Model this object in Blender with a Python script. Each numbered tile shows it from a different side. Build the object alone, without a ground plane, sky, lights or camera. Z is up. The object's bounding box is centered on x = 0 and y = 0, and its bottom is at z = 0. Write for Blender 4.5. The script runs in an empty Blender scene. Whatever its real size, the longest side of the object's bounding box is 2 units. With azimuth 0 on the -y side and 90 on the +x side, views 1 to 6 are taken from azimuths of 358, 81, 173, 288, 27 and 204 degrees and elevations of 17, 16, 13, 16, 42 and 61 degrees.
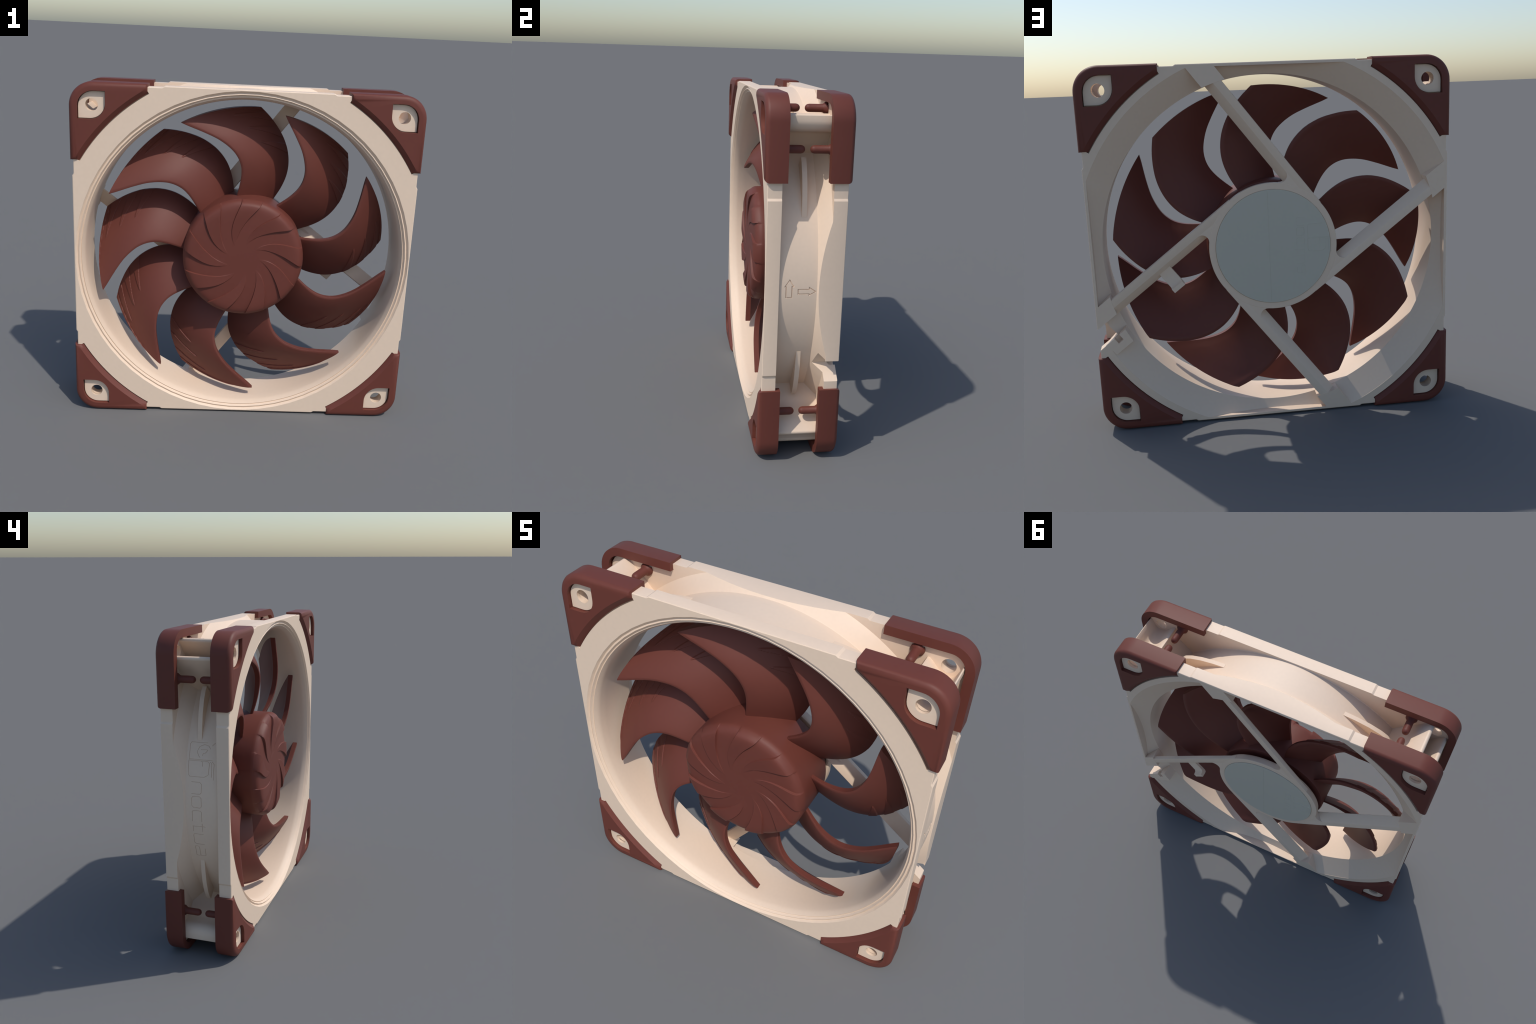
"""Square 120 mm computer case fan standing upright on its edge.
Metres, z up, fan axis along y (intake at -y).  Fan centre is (0, 0, 1)."""
import bpy, bmesh, math
from math import sin, cos, tan, atan2, radians, degrees, pi, hypot, sqrt
from mathutils import Matrix, Vector

ZC = 1.0                       # height of the fan axis
# ---------------------------------------------------------------- helpers
def rot_y(deg):
    """rotation about the fan axis that turns +x towards +z"""
    return Matrix.Rotation(-radians(deg), 4, 'Y')

def add_obj(name, verts, faces, mat, parent=None, smooth_deg=35.0, kind=None):
    me = bpy.data.meshes.new(name)
    me.from_pydata([tuple(v) for v in verts], [], faces)
    me.validate()
    bm = bmesh.new(); bm.from_mesh(me)
    bmesh.ops.remove_doubles(bm, verts=bm.verts, dist=1e-6)
    bmesh.ops.dissolve_degenerate(bm, edges=bm.edges, dist=1e-6)
    bmesh.ops.recalc_face_normals(bm, faces=bm.faces)
    finish_bm(bm, smooth_deg); bm.to_mesh(me); bm.free()
    return link(name, me, mat, parent, kind)

def finish_bm(bm, smooth_deg):
    lim = radians(smooth_deg)
    for f in bm.faces: f.smooth = True
    for e in bm.edges:
        e.smooth = not (len(e.link_faces) != 2 or e.calc_face_angle(0.0) > lim)

def link(name, me, mat, parent=None, kind=None):
    if mat is not None:
        me.materials.clear(); me.materials.append(mat)
    ob = bpy.data.objects.new(name, me)
    bpy.context.scene.collection.objects.link(ob)
    if parent is not None: ob.parent = parent
    if kind: ob["kind"] = kind
    return ob

def instance(src, name, matrix, parent):
    ob = bpy.data.objects.new(name, src.data)
    bpy.context.scene.collection.objects.link(ob)
    ob.parent = parent
    ob.matrix_local = matrix
    return ob

def prism(outline, y0, y1):
    """outline: list of (x, z); returns verts, faces of the extrusion along y"""
    n = len(outline)
    v = [(x, y0, z) for x, z in outline] + [(x, y1, z) for x, z in outline]
    f = [tuple(range(n)), tuple(range(2*n-1, n-1, -1))]
    f += [(i, (i+1) % n, n+(i+1) % n, n+i) for i in range(n)]
    return v, f

def lathe(profile, steps, a0=0.0, closed=False):
    """profile: (r, y) list turned about the fan axis"""
    v, f = [], []
    m = len(profile)
    for i in range(steps):
        a = a0 + 2*pi*i/steps
        for r, y in profile: v.append((r*cos(a), y, r*sin(a)))
    for i in range(steps):
        j = (i+1) % steps
        for k in range(m if closed else m-1):
            l = (k+1) % m
            f.append((i*m+k, i*m+l, j*m+l, j*m+k))
    if not closed:
        if profile[0][0] > 1e-6: f.append(tuple(i*m for i in range(steps)))
        if profile[-1][0] > 1e-6: f.append(tuple(i*m+m-1 for i in range(steps)))
    return v, f

def boolean(ob, cutters, smooth_deg, op='DIFFERENCE'):
    for c in cutters:
        md = ob.modifiers.new('b', 'BOOLEAN'); md.object = c; md.operation = op; md.solver = 'EXACT'
    dg = bpy.context.evaluated_depsgraph_get(); dg.update()
    me = bpy.data.meshes.new_from_object(ob.evaluated_get(dg))
    ob.modifiers.clear()
    old = ob.data
    mats = [m for m in old.materials]
    bm = bmesh.new(); bm.from_mesh(me)
    bmesh.ops.remove_doubles(bm, verts=bm.verts, dist=2e-5)
    bmesh.ops.dissolve_degenerate(bm, edges=bm.edges, dist=1e-5)
    finish_bm(bm, smooth_deg); bm.to_mesh(me); bm.free()
    me.materials.clear()
    for m in mats: me.materials.append(m)
    for p in me.polygons: p.material_index = 0
    me.name = old.name
    ob.data = me
    bpy.data.meshes.remove(old)
    for c in cutters:
        d = c.data; bpy.data.objects.remove(c); bpy.data.meshes.remove(d)

def arc(cx, cz, r, a0, a1, n):
    return [(cx+r*cos(radians(a0+(a1-a0)*i/n)), cz+r*sin(radians(a0+(a1-a0)*i/n))) for i in range(n+1)]

def lerp(a, b, t): return a+(b-a)*t
def smooth(a, b, x):
    t = min(1.0, max(0.0, (x-a)/(b-a))); return t*t*(3-2*t)
def interp(tab, x):
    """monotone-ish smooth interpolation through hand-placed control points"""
    if x <= tab[0][0]: return tab[0][1]
    for i in range(len(tab)-1):
        x0, y0 = tab[i]; x1, y1 = tab[i+1]
        if x <= x1:
            t = (x-x0)/(x1-x0)
            m0 = (y1-tab[i-1][1])/(x1-tab[i-1][0]) if i else (y1-y0)/(x1-x0)
            m1 = (tab[i+2][1]-y0)/(tab[i+2][0]-x0) if i+2 < len(tab) else (y1-y0)/(x1-x0)
            h = x1-x0
            return ((2*t**3-3*t*t+1)*y0 + (t**3-2*t*t+t)*h*m0 + (-2*t**3+3*t*t)*y1 + (t**3-t*t)*h*m1)
    return tab[-1][1]

# ---------------------------------------------------------------- materials
def material(name, rgb, rough, spec=0.5, grain=0.03, scale=60.0, bump=0.0, bump_scale=300.0):
    m = bpy.data.materials.new(name); m.use_nodes = True
    nt = m.node_tree; N = nt.nodes; L = nt.links
    b = N['Principled BSDF']
    tc = N.new('ShaderNodeTexCoord')
    no = N.new('ShaderNodeTexNoise'); no.inputs['Scale'].default_value = scale
    no.inputs['Detail'].default_value = 4.0
    L.new(tc.outputs['Object'], no.inputs['Vector'])
    rp = N.new('ShaderNodeValToRGB')
    rp.color_ramp.elements[0].position = 0.3; rp.color_ramp.elements[1].position = 0.7
    rp.color_ramp.elements[0].color = tuple(c*(1-grain) for c in rgb)+(1,)
    rp.color_ramp.elements[1].color = tuple(min(1, c*(1+grain)) for c in rgb)+(1,)
    L.new(no.outputs['Fac'], rp.inputs['Fac'])
    L.new(rp.outputs['Color'], b.inputs['Base Color'])
    b.inputs['Roughness'].default_value = rough
    b.inputs['Specular IOR Level'].default_value = spec
    if bump:
        n2 = N.new('ShaderNodeTexNoise'); n2.inputs['Scale'].default_value = bump_scale
        L.new(tc.outputs['Object'], n2.inputs['Vector'])
        bp = N.new('ShaderNodeBump'); bp.inputs['Strength'].default_value = bump
        bp.inputs['Distance'].default_value = 0.002
        L.new(n2.outputs['Fac'], bp.inputs['Height']); L.new(bp.outputs['Normal'], b.inputs['Normal'])
    return m

CREAM = material('cream_plastic', (0.80, 0.62, 0.47), 0.55, grain=0.012)
BROWN = material('brown_rotor_plastic', (0.143, 0.0390, 0.0272), 0.55, spec=0.32, grain=0.02)
RUBBER = material('brown_rubber', (0.143, 0.0390, 0.0272), 0.55, spec=0.32, grain=0.02)
LABEL = material('grey_label_foil', (0.565, 0.53, 0.435), 0.50, grain=0.01)

# ---------------------------------------------------------------- the thing
FAN = bpy.data.objects.new('case_fan', None)
bpy.context.scene.collection.objects.link(FAN)
FAN.empty_display_size = 0.2
FAN["label"] = "square cream computer fan with brown blades and rubber corners"
FAN["category"] = "computer fan"
AXIS = Matrix.Translation((0, 0, ZC))         # parts are modelled round the axis

# ---- proportions (metres)
SIDE, SIDE_LOW = 0.9915, 0.984        # half width of flange, and of its stepped-down ends
STEP0, STEP1, PAD0 = 0.474, 0.486, 0.580
PLATE = 0.952                        # half width of the corner plate under a pad
FACE, BACK = -0.208, 0.208           # front and rear faces of the frame
FL = 0.133                           # inner faces of the two flanges are at -FL, +FL
BORE, DUCT = 0.9325, 0.982            # inner and outer radius of the duct
REST = 0.190                         # corner plates are sunk to this depth under the pads
PAD_R = 1.099                        # arc along which the pads meet the frame

def outline(a):
    """distance to frame edge in direction a (radians), and is it under a pad"""
    f = abs(((degrees(a)+45) % 90)-45)          # 0..45 from the nearest side normal
    t = tan(radians(f))
    if t*SIDE <= STEP0: return SIDE/cos(radians(f)), False
    if t*SIDE_LOW <= STEP1:
        # sloped little step between the two half widths
        k = (SIDE-SIDE_LOW)/(STEP1-STEP0)
        x = (SIDE+k*STEP0)/(1+k*t)
        return x*hypot(1, t), False
    if t*SIDE_LOW <= PAD0: return SIDE_LOW/cos(radians(f)), False
    # rounded corner plate
    rad = 0.085; c = PLATE-rad
    x = PLATE
    if t*PLATE > c:                              # ray meets the corner arc
        u = (cos(radians(f)), sin(radians(f)))
        b = (u[0]+u[1])*c
        return b+sqrt(max(0, b*b-2*c*c+rad*rad)), True
    return x*hypot(1, t), True

def frame_body():
    angs = set()
    for q in range(4):
        base = 90*q
        for i in range(0, 65): angs.add(round(base-45+i*1.40625, 5))
        for c, s in ((STEP0, SIDE), (STEP1, SIDE_LOW)):
            f = degrees(atan2(c, s))
            angs.update((round(base+f, 5), round(base-f, 5)))
        f = degrees(atan2(PAD0, SIDE_LOW))
        for e in (-0.004, 0.004): angs.update((round(base+f+e, 5), round(base-f-e, 5)))
        f = degrees(math.acos(0.976/1.06)); angs.update((round(base+f, 5), round(base-f, 5)))
        f = degrees(math.acos(SIDE/1.057)); angs.update((round(base+f, 5), round(base-f, 5)))
    seen, A = set(), []
    for a in sorted(angs):
        k = round(a % 360, 4)
        if k not in seen and abs(k-360) > 1e-3: seen.add(k); A.append(k)
    A.sort()
    v, f = [], []
    for ad in A:
        a = radians(ad)
        so, pad = outline(a)
        fold = abs(((ad+45) % 90)-45)
        s_in = 0.976/cos(radians(fold))
        ch = 0.0045
        rf = min(PAD_R, so-ch) if pad else so-ch
        yr = REST if pad else BACK-ch
        ri = min(1.060, s_in)
        yi = min(BACK-0.0010, 0.120+(ri-BORE)*0.088/0.126)
        rc = min(1.057, so-0.0006)
        yc = 0.070+(rc-DUCT)*0.84
        # the outer intake ring is moulded as a polygon of 64 short chords
        pk = cos(pi/64)/cos(((a+pi/64) % (pi/32))-pi/64)
        prof = [(BORE, 0.120), (BORE, -0.100), (BORE+0.0015, -0.150), (0.9385, -0.1690),
                # saw-tooth intake rings: slopes into the bore, each followed by a short rise
                (0.9500, -0.1895), (0.9560, -0.1858), (0.9650*pk, -0.2000), (0.9745*pk, -0.1940), (0.9850*pk, FACE),
                (rf, FACE), (rf+0.0003, -yr) if pad else (so-0.0005, FACE+ch*0.6), (so, -yr),
                (so, -FL), (0.986, -FL), (DUCT, -FL+0.003), (DUCT, 0.070), (rc, yc),
                (so, FL) if rc > 1.0569 else (so, yc+0.0004), (so, yr),
                (rf+0.0003, yr) if pad else (so-0.0005, BACK-ch*0.6), (rf, BACK),
                (ri, BACK), (ri, yi)]
        for r, y in prof: v.append((r*cos(a), y, r*sin(a)))
    m = len(prof); n = len(A)
    for i in range(n):
        j = (i+1) % n
        for k in range(m):
            l = (k+1) % m
            f.append((i*m+k, i*m+l, j*m+l, j*m+k))
    return v, f

frame = add_obj('frame', *frame_body(), CREAM, FAN, 28)
frame.matrix_local = AXIS

# strut axes: unit vector along the strut (outwards) and its normal, for the strut beside the cable exit
AL = (0.796, -0.606); NO = (0.606, 0.796)
def on(al, off): return (al*AL[0]+off*NO[0], al*AL[1]+off*NO[1])

def cyl_cut(x, z, r, y0, y1, n=40):
    return prism(arc(x, z, r, 0, 360-360/n, n-1), y0, y1)

cut = []
HOLE = 0.875
for sx in (-1, 1):
    for sz in (-1, 1):
        cut.append(add_obj('cut', *cyl_cut(sx*HOLE, sz*HOLE, 0.035, -0.3, 0.3), None))
cut.append(add_obj('cut', *prism([on(0.978, 0.181), on(1.35, 0.181), on(1.35, 0.282), on(0.978, 0.282)], 0.045, 0.30), None))
cut.append(add_obj('cut', *prism([on(0.86, 0.183), on(0.985, 0.183), on(0.985, 0.276), on(0.86, 0.276)], 0.172, 0.30), None))
for c in cut: c.matrix_local = AXIS
boolean(frame, cut, 28)

# ---------------------------------------------------------------- mounting bosses seen in the pad windows
def leaf(c, h, r, n=10):
    """square of half size h round c with the two diagonal corners rounded"""
    x0, x1, z0, z1 = c-h, c+h, c-h, c+h
    p = [(x0, z1)]
    p += arc(x1-r, z1-r, r, 90, 0, n)
    p += [(x1, z0)]
    p += arc(x0+r, z0+r, r, 270, 180, n)
    return p

def ring_prism(outer, inner, y0, y1, chamfer=0.0):
    """plate with one hole; outer and inner loops resampled to the same count by angle"""
    cx = sum(p[0] for p in inner)/len(inner); cz = sum(p[1] for p in inner)/len(inner)
    bm = bmesh.new()
    def loop(pts, y):
        vs = [bm.verts.new((x, y, z)) for x, z in pts]
        return vs, [bm.edges.new((vs[i], vs[(i+1) % len(vs)])) for i in range(len(vs))]
    for y in (y0, y1):
        a, ea = loop(outer, y); b, eb = loop(inner, y)
        bmesh.ops.triangle_fill(bm, edges=ea+eb, use_beauty=True)
        if y == y0: A0, B0 = a, b
        else: A1, B1 = a, b
    for P, Q in ((A0, A1), (B0, B1)):
        for i in range(len(P)):
            j = (i+1) % len(P); bm.faces.new((P[i], P[j], Q[j], Q[i]))
    bmesh.ops.dissolve_limit(bm, angle_limit=0.001, verts=bm.verts, edges=bm.edges)
    bmesh.ops.triangulate(bm, faces=[f for f in bm.faces if len(f.verts) > 4])
    bm.verts.ensure_lookup_table(); bm.verts.index_update()
    v = [tuple(w.co) for w in bm.verts]; f = [tuple(w.index for w in q.verts) for q in bm.faces]
    bm.free(); return v, f

boss = add_obj('mounting_boss', *ring_prism(leaf(HOLE, 0.0735, 0.084), arc(HOLE, HOLE, 0.035, 0, 351, 39), -0.2045, -0.185), CREAM, FAN, 30)
def corner_matrices():
    for side in (0, 1):
        flip = Matrix.Identity(4) if side == 0 else Matrix.Rotation(pi, 4, 'Z')
        for k in range(4):
            yield side, k, AXIS @ flip @ rot_y(90*k)
mats = list(corner_matrices())
boss.matrix_local = mats[0][2]
for _, _, M in mats[1:]: instance(boss, 'mounting_boss', M, FAN)

# ---------------------------------------------------------------- rubber corner pads
PAD_END = 0.565
def pad_outline(inset, r_out, r_arc, endx):
    """corner pad outline; inset shrinks the two outer sides, r_arc is the concave edge"""
    s = 1.0-inset
    p = []
    # concave arc from the upper end to the right-hand end
    a0 = degrees(math.acos(min(1, endx/r_arc))); 
    p += [(endx, s)]
    z_end = sqrt(max(0, r_arc*r_arc-endx*endx))
    p += arc(0, 0, r_arc, degrees(atan2(z_end, endx)), degrees(atan2(endx, z_end)), 20)
    p += [(s, endx)]
    p += arc(s-r_out, s-r_out, r_out, 0, 90, 14)
    return p

PAD_F, PAD_B = -0.2255, -0.1075
def pad_mesh():
    loops = []
    loops.append((pad_outline(0.0, 0.134, PAD_R+0.005, PAD_END), PAD_B))
    for up, ins, rc in ((0.023, 0.0, 0.134), (0.0145, 0.0025, 0.133), (0.0085, 0.0065, 0.131), (0.0040, 0.0125, 0.127), (0.0012, 0.0190, 0.122), (0.0, 0.0260, 0.116)):
        loops.append((pad_outline(ins, rc, PAD_R+0.005+(0.023-up)*1.12, PAD_END+ins*0.9), PAD_F+up))
    v, f = [], []
    n = len(loops[0][0])
    for pts, y in loops: v += [(x, y, z) for x, z in pts]
    for k in range(len(loops)-1):
        for i in range(n):
            j = (i+1) % n
            f.append((k*n+i, k*n+j, (k+1)*n+j, (k+1)*n+i))
    f.append(tuple(range(n))); f.append(tuple((len(loops)-1)*n+i for i in range(n)))
    return v, f
pad = add_obj('corner_pad', *pad_mesh(), RUBBER, FAN, 40)
w = 0.046
pocket = [(0.40, 1-w)] + arc(1-w-0.075, 1-w-0.075, 0.075, 90, 0, 10) + [(1-w, 0.40), (0.40, 0.40)]
cuts = [add_obj('cut', *prism(pocket, -0.1915, 0.0), None),
        add_obj('cut', *prism(leaf(HOLE, 0.0780, 0.089), -0.3, 0.0), None)]
boolean(pad, cuts, 38)
pad.matrix_local = mats[0][2]
PADS = [pad]
for _, _, M in mats[1:]: PADS.append(instance(pad, 'corner_pad', M, FAN))

# rubber pull-through pegs, two on each pad
peg_prof = [(0.0, -0.013), (0.008, -0.0145), (0.015, -0.019), (0.0195, -0.026), (0.0215, -0.036), (0.0215, -0.106),
            (0.025, -0.112), (0.034, -0.124), (0.0345, -0.137), (0.020, -0.139), (0.020, -0.19), (0, -0.19)]
peg = add_obj('rubber_peg', *lathe(peg_prof, 28), RUBBER, None, 45)
pc = []
for a in (45, 135):
    b = prism([(-0.05, -0.006), (0.05, -0.006), (0.05, 0.006), (-0.05, 0.006)], -0.142, -0.1235)
    c = add_obj('cut', *b, None); c.matrix_local = rot_y(a); pc.append(c)
bpy.context.view_layer.update()
boolean(peg, pc, 40)
first = True
for P in PADS:
    for px, pz in ((0.725, 0.915), (0.915, 0.725)):
        if first: ob = peg; ob.parent = P; first = False
        else: ob = instance(peg, 'rubber_peg', Matrix.Identity(4), P)
        ob.matrix_local = Matrix.Translation((px, 0, pz))

# ---------------------------------------------------------------- corner posts (screw channels between the flanges)
def diag(s, off):          # point on the corner diagonal, off = sideways
    k = s/sqrt(2); o = off/sqrt(2); return (k-o, k+o)
def post_diagonal():
    """two parallel walls along the diagonal with rounded ends, open to the corner"""
    def end(off0, off1, s_end):
        c, r = (off0+off1)/2, abs(off1-off0)/2
        sg = 1 if off1 < off0 else -1
        return [diag(s_end-r+r*sin(pi*i/8), c+sg*r*cos(pi*i/8)) for i in range(9)]
    p = [diag(0.973, 0.077)] + end(0.077, 0.050, 1.274) + [diag(0.985, 0.050), diag(0.985, -0.050)]
    p += end(-0.050, -0.077, 1.272) + [diag(0.973, -0.077)]
    return p
def post_upright():
    """trough under the screw, open upwards"""
    p = [diag(0.973, 0.022), (0.772, 0.803), (0.770, 0.884), (0.775, 0.892), (0.786, 0.891)]
    p += [(0.809, 0.871), (0.833, 0.846), (0.851, 0.833), (0.872, 0.825), (0.893, 0.823), (0.909, 0.830), (0.920, 0.846), (0.929, 0.868)]
    p += [(0.938, 0.893), (0.943, 0.899), (0.948, 0.895), (0.949, 0.868), (0.944, 0.847), (0.932, 0.828), (0.914, 0.815), (0.890, 0.808), (0.842, 0.804)]
    p += [diag(1.14, -0.022), diag(0.973, -0.022)]
    return p
for sx in (1, -1):
    for sz in (1, -1):
        p = post_upright() if sx*sz > 0 else post_diagonal()
        o = add_obj('corner_post', *prism([(sx*x, sz*z) for x, z in p], -0.140, 0.140), CREAM, FAN, 40)
        o.matrix_local = AXIS

# ---------------------------------------------------------------- stiffening ribs on the outside of the duct
def rib_mesh():
    edge = [(0.375, 0.909), (0.45, 0.902), (0.53, 0.887), (0.60, 0.864), (0.648, 0.838), (0.672, 0.815)]
    inner = [(x*0.962/hypot(x, z), z*0.962/hypot(x, z)) for x, z in reversed(edge)]
    return prism(edge+inner, -0.013, 0.013)
rib = add_obj('rib', *rib_mesh(), CREAM, FAN, 30)
rib.matrix_local = AXIS
ribm = add_obj('rib', [(-x, y, z) for x, y, z in rib_mesh()[0]], rib_mesh()[1], CREAM, FAN, 30)
ribm.matrix_local = AXIS
for k in (1, 2, 3):
    instance(rib, 'rib', AXIS @ rot_y(90*k), FAN); instance(ribm, 'rib', AXIS @ rot_y(90*k), FAN)

# ---------------------------------------------------------------- struts and motor plate at the rear
def foot_prism(outline, y1):
    """prism whose lower side sinks just below the flared outlet"""
    v, f = prism(outline, 0.0, y1)
    n = len(outline)
    v = [(x, min(0.205, 0.118+max(0, hypot(x, z)-BORE)*0.69), z) for x, y, z in v[:n]] + v[n:]
    return v, f

RA, RN = (0.606, 0.796), (-0.796, 0.606)     # along / normal of the first strut
def p1(al, off): return (al*RA[0]+off*RN[0], al*RA[1]+off*RN[1])
def strut_mesh():
    sec = [(0.3155, BACK-0.0006), (0.354, BACK-0.0006), (0.3555, BACK-0.003), (0.3575, 0.184), (0.352, 0.178),
           (0.276, 0.152), (0.270, 0.157), (0.3125, 0.2060)]
    v, f = [], []
    for al in (0.02, 0.955):
        for off, y in sec:
            x, z = p1(al, off); v.append((x, y, z))
    n = len(sec)
    f = [tuple(range(n)), tuple(range(n, 2*n))]+[(i, (i+1) % n, n+(i+1) % n, n+i) for i in range(n)]
    return v, f
strut = add_obj('strut', *strut_mesh(), CREAM, FAN, 40)
def base_mesh():
    """solid foot that carries a strut into the frame"""
    pts = []
    def on_r(off, r): return p1(sqrt(r*r-off*off), off)
    for i in range(9):
        pts.append(on_r(lerp(0.252, 0.3735, i/8), 0.9345))
    # up to the inside of the frame wall
    al = (0.981-0.3735*RN[1])/RA[1]; pts.append(p1(al, 0.3735))
    al = (0.981-0.252*RN[1])/RA[1]; pts.append(p1(al, 0.252))
    return foot_prism(pts, BACK+0.0002)
foot = add_obj('strut_foot', *base_mesh(), CREAM, strut, 30)
strut.matrix_local = AXIS
for k in (1, 2, 3):
    s = instance(strut, 'strut', AXIS @ rot_y(90*k), FAN)
    if k != 3:
        instance(foot, 'strut_foot', Matrix.Identity(4), s)
    else:
        cab = s
# foot beside the cable exit is narrower, with a flush block on the other side of the slot
def cable_foot():
    def on_r(off, r): return on(sqrt(r*r-off*off), off)
    pts = [on_r(lerp(0.279, 0.3735, i/8), 0.9345) for i in range(9)]
    al = (0.981-0.3735*NO[0])/AL[0]; pts.append(on(al, 0.3735))
    al = (0.981-0.279*NO[0])/AL[0]; pts.append(on(al, 0.279))
    return foot_prism(pts, BACK+0.0002)
o = add_obj('strut_foot', *cable_foot(), CREAM, FAN, 30); o.matrix_local = AXIS
def cable_block():
    def on_r(off, r): return on(sqrt(r*r-off*off), off)
    pts = [on_r(lerp(0.104, 0.1815, i/8), 0.9345) for i in range(9)]
    pts += [on(1.05, 0.1815), on(1.05, 0.104)]
    return foot_prism(pts, BACK+0.0002)
blk = add_obj('cable_block', *cable_block(), CREAM, FAN, 30); blk.matrix_local = AXIS
bc = add_obj('cut', *prism([on(0.962, 0.145), on(0.998, 0.145), on(0.998, 0.2), on(0.962, 0.2)], 0.15, 0.3), None)
bc.matrix_local = AXIS
bpy.context.view_layer.update()
boolean(blk, [bc], 30)
# cable hook under that strut
hook_sec = [(0.300, 0.160), (0.172, 0.158), (0.160, 0.166), (0.1585, 0.2075), (0.183, 0.2075), (0.187, 0.186), (0.196, 0.177), (0.300, 0.176)]
v = [(*on(al, off),) for al in (0.505, 0.578) for off, y in hook_sec]
ys = [y for _ in (0, 1) for _, y in hook_sec]
v = [(p[0], y, p[1]) for p, y in zip(v, ys)]
n = len(hook_sec)
hook = add_obj('cable_hook', v, [tuple(range(n)), tuple(range(n, 2*n))]+[(i, (i+1) % n, n+(i+1) % n, n+i) for i in range(n)], CREAM, FAN, 50)
hook.matrix_local = AXIS

# motor plate: disc whose edge runs tangentially into the struts, with filleted inner corners
plate = add_obj('motor_plate', *lathe([(0, 0.163), (0.346, 0.163), (0.351, 0.168), (0.3545, 0.178), (0.3545, BACK-0.002), (0.3525, BACK),
                                       (0.3205, BACK), (0.3190, 0.2055), (0, 0.2055)], 120), CREAM, FAN, 30)
plate.matrix_local = AXIS
def fillet_mesh():
    """gusset in the acute corner between plate rim and the inner side of a strut"""
    # strut inner line: offset 0.3155 ; rim radius 0.3545 ; fillet circle radius rf tangent to both
    rf = 0.040
    off = 0.3155-rf; R = 0.3545+rf
    al = sqrt(R*R-off*off)
    c = p1(al, off)
    t1 = p1(al, 0.3155)                               # tangent point on the strut
    t2 = (c[0]*0.3545/R, c[1]*0.3545/R)               # tangent point on the rim
    a1 = degrees(atan2(t1[1]-c[1], t1[0]-c[0])); a2 = degrees(atan2(t2[1]-c[1], t2[0]-c[0]))
    d = (a2-a1+180) % 360-180
    pts = arc(c[0], c[1], rf, a1, a1+d, 10)
    pts += [(t2[0]*0.95, t2[1]*0.95), p1(0.10, 0.325), p1(al, 0.325)]
    return prism(pts, 0.163, BACK-0.0009)
fil = add_obj('strut_fillet', *fillet_mesh(), CREAM, strut, 40)
for ob in [o for o in bpy.data.objects if o.name.startswith('strut') and o.data is strut.data and o is not strut]:
    instance(fil, 'strut_fillet', Matrix.Identity(4), ob)

label = add_obj('label', *lathe([(0, 0.2035), (0.3175, 0.2035), (0.3180, 0.2120), (0.3170, 0.2130), (0, 0.2130)], 120), LABEL, plate, 30)

# ---------------------------------------------------------------- thin moulded lines: lettering, logo, arrows
def ribbon(points, half, wrap, lift):
    """half-round ridge along a polyline given in surface coordinates; wrap maps (a, b, height) to space"""
    v, f = [], []
    n = len(points)
    for i, (a, b) in enumerate(points):
        a0, b0 = points[max(0, i-1)]; a1, b1 = points[min(n-1, i+1)]
        dx, dz = a1-a0, b1-b0; l = hypot(dx, dz) or 1
        nx, nz = -dz/l*half, dx/l*half
        for k, h in ((1, -lift), (0.6, lift*0.8), (0, lift), (-0.6, lift*0.8), (-1, -lift)):
            v.append(wrap(a+nx*k, b+nz*k, h))
    for i in range(n-1):
        for k in range(4):
            f.append((i*5+k, i*5+k+1, i*5+5+k+1, i*5+5+k))
        f.append((i*5+4, i*5, i*5+5, i*5+9))
    f.append((0, 1, 2, 3, 4)); f.append(tuple((n-1)*5+k for k in (4, 3, 2, 1, 0)))
    return v, f
def ridges(name, strokes, half, wrap, lift, mat, parent):
    V, F = [], []
    for s in strokes:
        # refine long segments so that they follow curved surfaces
        q = [s[0]]
        for a, b in zip(s[:-1], s[1:]):
            k = max(1, int(hypot(b[0]-a[0], b[1]-a[1])/0.02))
            q += [(lerp(a[0], b[0], i/k), lerp(a[1], b[1], i/k)) for i in range(1, k+1)]
        v, f = ribbon(q, half, wrap, lift)
        o = len(V); V += v; F += [tuple(i+o for i in g) for g in f]
    ob = add_obj(name, V, F, mat, parent, 60)
    return ob

LETTERS = [  # (y, z): the strokes of the word, read downwards on the -x side
    [(0.031, 1.139), (-0.019, 1.139), (-0.029, 1.129), (-0.029, 1.077), (-0.021, 1.069), (0.031, 1.069)],
    [(0.030, 1.043), (0.022, 1.053), (-0.018, 1.054), (-0.028, 1.044), (-0.029, 0.994), (-0.020, 0.985), (0.020, 0.986), (0.030, 0.996), (0.030, 1.043)],
    [(0.030, 0.898), (0.030, 0.958), (0.021, 0.967), (-0.019, 0.967), (-0.029, 0.958), (-0.029, 0.898)],
    [(0.030, 0.832), (0.030, 0.866), (-0.048, 0.867)], [(-0.029, 0.886), (-0.029, 0.831)],
    [(-0.031, 0.815), (0.026, 0.815), (0.031, 0.805), (0.031, 0.755), (0.021, 0.746), (-0.031, 0.746)],
    [(0.030, 0.729), (0.030, 0.661), (-0.024, 0.661), (-0.030, 0.670), (-0.030, 0.715)],
    [(0.030, 0.729), (0.012, 0.730), (0.004, 0.720), (0.004, 0.661)]]
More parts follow.
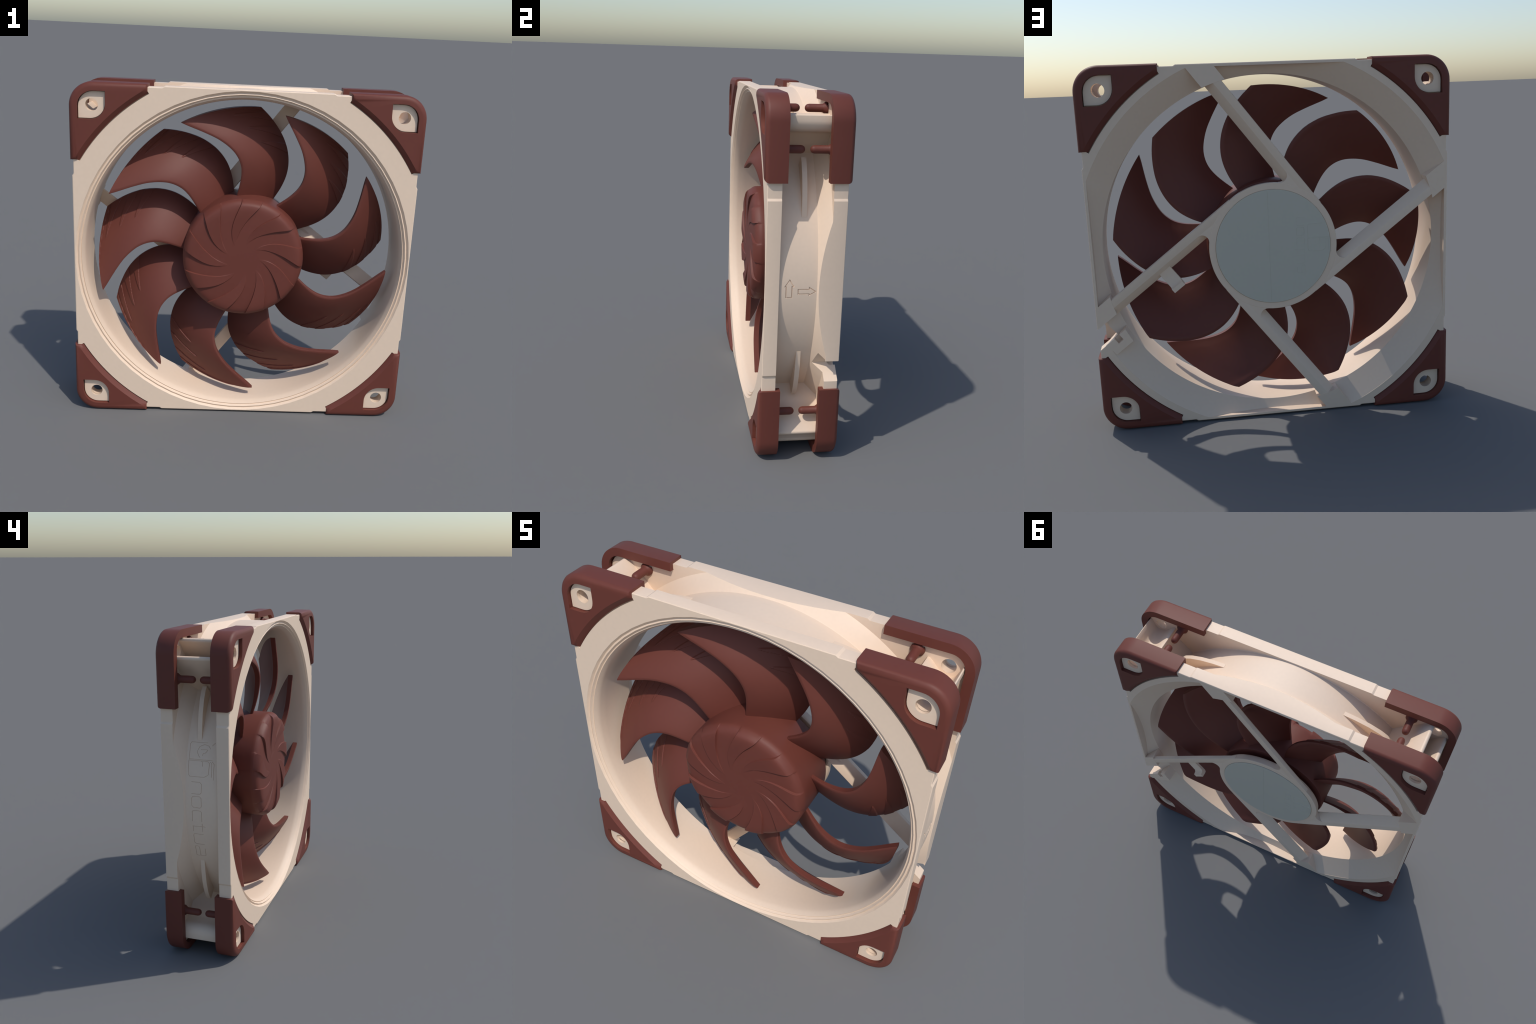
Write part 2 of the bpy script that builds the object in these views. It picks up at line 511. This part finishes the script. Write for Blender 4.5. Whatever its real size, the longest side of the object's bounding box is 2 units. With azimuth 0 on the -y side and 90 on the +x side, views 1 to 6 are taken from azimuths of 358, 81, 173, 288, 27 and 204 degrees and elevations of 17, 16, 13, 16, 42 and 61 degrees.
LOGO = [
    [(0.054, 1.270), (0.054, 1.352), (0.046, 1.362), (-0.052, 1.362)], [(0.054, 1.268), (-0.093, 1.267)],
    [(0.055, 1.261), (0.054, 1.182), (0.045, 1.170), (-0.045, 1.170), (-0.070, 1.185), (-0.073, 1.250), (-0.062, 1.260), (0.055, 1.261)],
    [(-0.022, 1.262), (-0.031, 1.251), (-0.032, 1.230)],
    [(-0.079, 1.259), (-0.088, 1.247), (-0.089, 1.172)], [(-0.090, 1.260), (-0.102, 1.248), (-0.102, 1.157)],
    [(-0.073, 1.329), (-0.060, 1.346), (-0.034, 1.352), (-0.005, 1.339), (0.008, 1.311), (-0.003, 1.288), (-0.013, 1.279)],
    [(-0.015, 1.323), (-0.051, 1.325), (-0.056, 1.321), (-0.042, 1.305), (-0.029, 1.302), (-0.027, 1.289)],
    [(-0.100, 1.365), (-0.081, 1.347)]]
def wrap_left(y, z, h): 
    r = DUCT+h; a = (z-1)/DUCT      # z is height; keep it on the cylinder
    zz = z-1; s = sqrt(max(0, 1-(zz/DUCT)**2))
    return (-r*s, y, r*zz/DUCT)
def wrap_right(y, z, h):
    r = DUCT+h; zz = z-1; s = sqrt(max(0, 1-(zz/DUCT)**2))
    return (r*s, y, r*zz/DUCT)
UP = [[(-0.076, 1.057), (-0.100, 1.022), (-0.094, 1.022), (-0.094, 0.962), (-0.063, 0.962), (-0.063, 1.022), (-0.054, 1.022), (-0.076, 1.057)]]
FLOW = [[(-0.030, 1.006), (-0.030, 0.981), (0.029, 0.981), (0.029, 0.974), (0.063, 0.9935), (0.029, 1.016), (0.029, 1.006), (-0.030, 1.006)]]
def groove_cutter(strokes, half, wrap, depth):
    V, F = [], []
    for s in strokes:
        closed = hypot(s[0][0]-s[-1][0], s[0][1]-s[-1][1]) < 1e-6
        q = [s[0]]
        for a, b in zip(s[:-1], s[1:]):
            k = max(1, int(hypot(b[0]-a[0], b[1]-a[1])/0.02))
            q += [(lerp(a[0], b[0], i/k), lerp(a[1], b[1], i/k)) for i in range(1, k+1)]
        if closed: q = q[:-1]
        n = len(q); o = len(V)
        for i, (a, b) in enumerate(q):
            pa = q[i-1] if (i or closed) else None
            pb = q[(i+1) % n] if (i < n-1 or closed) else None
            d0 = Vector((a-pa[0], b-pa[1])).normalized() if pa else None
            d1 = Vector((pb[0]-a, pb[1]-b)).normalized() if pb else None
            d0 = d0 or d1; d1 = d1 or d0
            m = (d0+d1).normalized(); nrm = Vector((-m.y, m.x))
            w = half/max(0.5, nrm.dot(Vector((-d0.y, d0.x))))
            for k, h in ((1.3, 0.004), (0.8, -depth), (-0.8, -depth), (-1.3, 0.004)):
                V.append(wrap(a+nrm.x*w*k, b+nrm.y*w*k, h))
        for i in range(n if closed else n-1):
            j = (i+1) % n
            for k in range(4):
                l = (k+1) % 4
                F.append((o+i*4+k, o+i*4+l, o+j*4+l, o+j*4+k))
        if not closed:
            F.append(tuple(o+k for k in range(4))); F.append(tuple(o+(n-1)*4+k for k in (3, 2, 1, 0)))
    return V, F
grooves = []
for strokes, wr, hw, dp in ((LETTERS, wrap_left, 0.0014, 0.003), (LOGO, wrap_left, 0.0014, 0.003), (UP, wrap_right, 0.0024, 0.005), (FLOW, wrap_right, 0.0024, 0.005)):
    for st in strokes:
        g = add_obj('cut', *groove_cutter([st], hw, wr, dp), None); g.matrix_local = AXIS; grooves.append(g)
boolean(frame, grooves, 28)
# floors of the grooves, as parts of their own
for nm, strokes, wr, hw, dp in (('moulded_lettering', LETTERS, wrap_left, 0.0010, 0.003), ('moulded_emblem', LOGO, wrap_left, 0.0010, 0.003),
                                ('moulded_arrow', UP, wrap_right, 0.0017, 0.005), ('moulded_arrow', FLOW, wrap_right, 0.0017, 0.005)):
    o = ridges(nm, strokes, hw, (lambda w_, d_: (lambda y, z, h: w_(y, z, h-d_)))(wr, dp), 0.0003, CREAM, FAN); o.matrix_local = AXIS
# the same word and emblem, faint, on the rear label
def wrap_label(a, b, h): return (a, 0.2131+h, b)
o = ridges('label_lettering', [[(-0.150-y*0.72, (z-0.90)*0.66) for y, z in st] for st in LETTERS], 0.0010, wrap_label, 0.0008, LABEL, label)
o = ridges('label_emblem', [[(-0.235+y*0.80, (z-1.215)*0.80) for y, z in st] for st in LOGO[:6]], 0.0010, wrap_label, 0.0008, LABEL, label)
o = ridges('label_seam', [[(0.024, -0.31), (0.024, 0.31)]], 0.0014, wrap_label, 0.0010, LABEL, label)

# ---------------------------------------------------------------- rotor
ROTOR = bpy.data.objects.new('rotor', None)
bpy.context.scene.collection.objects.link(ROTOR); ROTOR.parent = FAN; ROTOR.matrix_local = AXIS
HUB_R = 0.362

def hub_mesh():
    """cap with nine raised, swirling petals; mesh columns follow the petal edges"""
    rad = [0.098, 0.104, 0.112]+[0.12+0.01*i for i in range(20)]+[0.318, 0.326, 0.333, 0.340, 0.346, 0.351, 0.3555, 0.359, 0.3612]
    base = [(0, -0.1815), (0.10, -0.1815), (0.20, -0.1805), (0.29, -0.1775), (0.325, -0.1725), (0.345, -0.162), (0.356, -0.148), (0.3612, -0.135)]
    swirl = [(0.10, 40.0), (0.16, 29.0), (0.22, 19.0), (0.28, 10.5), (0.33, 5.0), (0.362, 3.0)]
    edge = [(0.10, 0.8), (0.14, 5.5), (0.20, 8.6), (0.27, 9.3), (0.362, 9.4)]      # half width of a raised petal, degrees
    v, ring = [], []
    nt, nv, ns = 10, 10, 3                       # columns on petal top, valley and each flank
    def columns(r):
        hw = interp(edge, r); dl = min(0.0034/r*57.3, hw*0.8)     # flank width
        c = [(-hw+2*hw*i/nt, 1.0) for i in range(nt)]
        c += [(hw+dl*i/ns, 1-smooth(0, 1, i/ns)) for i in range(ns)]
        lo, hi = hw+dl, 40-hw-dl
        c += [(lo+(hi-lo)*i/nv, 0.0) for i in range(nv)]
        c += [(hi+dl*i/ns, smooth(0, 1, i/ns)) for i in range(ns)]
        return c
    for r in rad:
        y0 = interp(base, r); h = 0.0145*smooth(0.085, 0.34, r)*(1-0.7*smooth(0.332, 0.3612, r))
        sw = interp(swirl, r); row = []
        for k in range(9):
            for d, up in columns(r):
                a = radians(sw+d+40*k)
                row.append(len(v)); v.append((r*cos(a), y0-h*(up-0.05), r*sin(a)))
        ring.append(row)
    angles = [interp(swirl, 0.3612)+d+40*k for k in range(9) for d, _ in columns(0.3612)]
    for y, r in ((-0.120, HUB_R), (0.0, HUB_R), (0.118, HUB_R), (0.128, 0.357), (0.130, 0.345), (0.130, 0.10)):
        row = []
        for d in angles:
            a = radians(d); row.append(len(v)); v.append((r*cos(a), y, r*sin(a)))
        ring.append(row)
    f = []
    for A, B in zip(ring[:-1], ring[1:]):
        n = len(A)
        for i in range(n):
            j = (i+1) % n; f.append((A[i], A[j], B[j], B[i]))
    f.append(tuple(ring[0])); f.append(tuple(ring[-1]))
    return v, f
hub = add_obj('hub', *hub_mesh(), BROWN, ROTOR, 32)

# blade: leading edge (front) and trailing edge (rear) as control points over radius
TIP = 0.876
LEAD = [(0.33, 19.6), (0.36, 18.0), (0.405, 15.7), (0.45, 14.1), (0.495, 13.3), (0.54, 13.4), (0.585, 14.6), (0.63, 16.8),
        (0.675, 20.0), (0.72, 23.7), (0.765, 27.8), (0.81, 31.6), (0.845, 34.2), (0.876, 36.1)]
TRAIL = [(0.33, -19.4), (0.36, -19.5), (0.45, -19.6), (0.54, -17.9), (0.63, -14.1), (0.72, -8.4), (0.81, -1.0), (0.876, 5.0)]
Y_LEAD = [(0.33, -0.030), (0.36, -0.037), (0.45, -0.061), (0.54, -0.080), (0.63, -0.096), (0.72, -0.108), (0.81, -0.115), (0.876, -0.119)]
Y_TRAIL = [(0.33, 0.107), (0.45, 0.105), (0.63, 0.100), (0.72, 0.100), (0.81, 0.104), (0.876, 0.112)]
# raised flow channels: (radius of the point, angle of the point, half width at the trailing edge)
CHANNEL = [(0.688, 4.0, 0.021), (0.764, 10.0, 0.021), (0.838, 16.0, 0.018), (0.880, 30.0, 0.012)]

# half thickness of the blade measured along the axis, over the chord: intake side and outlet side
FRONT_T = [(0, 0.0125), (0.015, 0.0165), (0.05, 0.0225), (0.15, 0.029), (0.30, 0.033), (0.5, 0.033), (0.7, 0.028), (0.85, 0.020), (1.0, 0.009)]
REAR_T = [(0, 0.0200), (0.05, 0.0225), (0.15, 0.028), (0.30, 0.032), (0.5, 0.032), (0.7, 0.027), (0.85, 0.020), (0.94, 0.016), (1.0, 0.004)]
def blade_mesh():
    nr, nt = 230, 110
    V, F, grid = [], [], {}
    for side in (0, 1):
        for i in range(nr+1):
            s = i/nr; r = lerp(0.335, TIP, s)
            th0, th1 = interp(LEAD, r), interp(TRAIL, r)
            y0, y1 = interp(Y_LEAD, r)+0.008, interp(Y_TRAIL, r)
            for j in range(nt+1):
                u = j/nt
                t = lerp(u, 0.5-0.5*cos(pi*u), 0.5)
                th = lerp(th0, th1, t)
                y = lerp(y0, y1, t)
                if side == 0:
                    y -= interp(FRONT_T, t)
                    for cr, ca, cw in CHANNEL:
                        if th < ca+0.4:
                            end = interp(TRAIL, min(cr, TIP))
                            w = min(1, max(0, (ca-th)/(ca-end)))
                            wdt = 0.0015+cw*w**0.85
                            m = 1-smooth(wdt-0.0016, wdt+0.0016, abs(r-(cr-0.008*w)))
                            y -= 0.0060*m*smooth(-0.02, 0.12, w)
                else:
                    y += interp(REAR_T, t)*lerp(0.25, 1.0, smooth(0.36, 0.58, r))
                a = radians(th)
                grid[side, i, j] = len(V); V.append((r*cos(a), y, r*sin(a)))
    for side in (0, 1):
        for i in range(nr):
            for j in range(nt):
                F.append((grid[side, i, j], grid[side, i, j+1], grid[side, i+1, j+1], grid[side, i+1, j]))
    for i in range(nr):
        for j in (0, nt):
            F.append((grid[0, i, j], grid[1, i, j], grid[1, i+1, j], grid[0, i+1, j]))
    for j in range(nt):
        for i in (0, nr):
            F.append((grid[0, i, j], grid[1, i, j], grid[1, i, j+1], grid[0, i, j+1]))
    return V, F
blade = add_obj('blade', *blade_mesh(), BROWN, ROTOR, 40)
for k in range(1, 9): instance(blade, 'blade', rot_y(40*k), ROTOR)
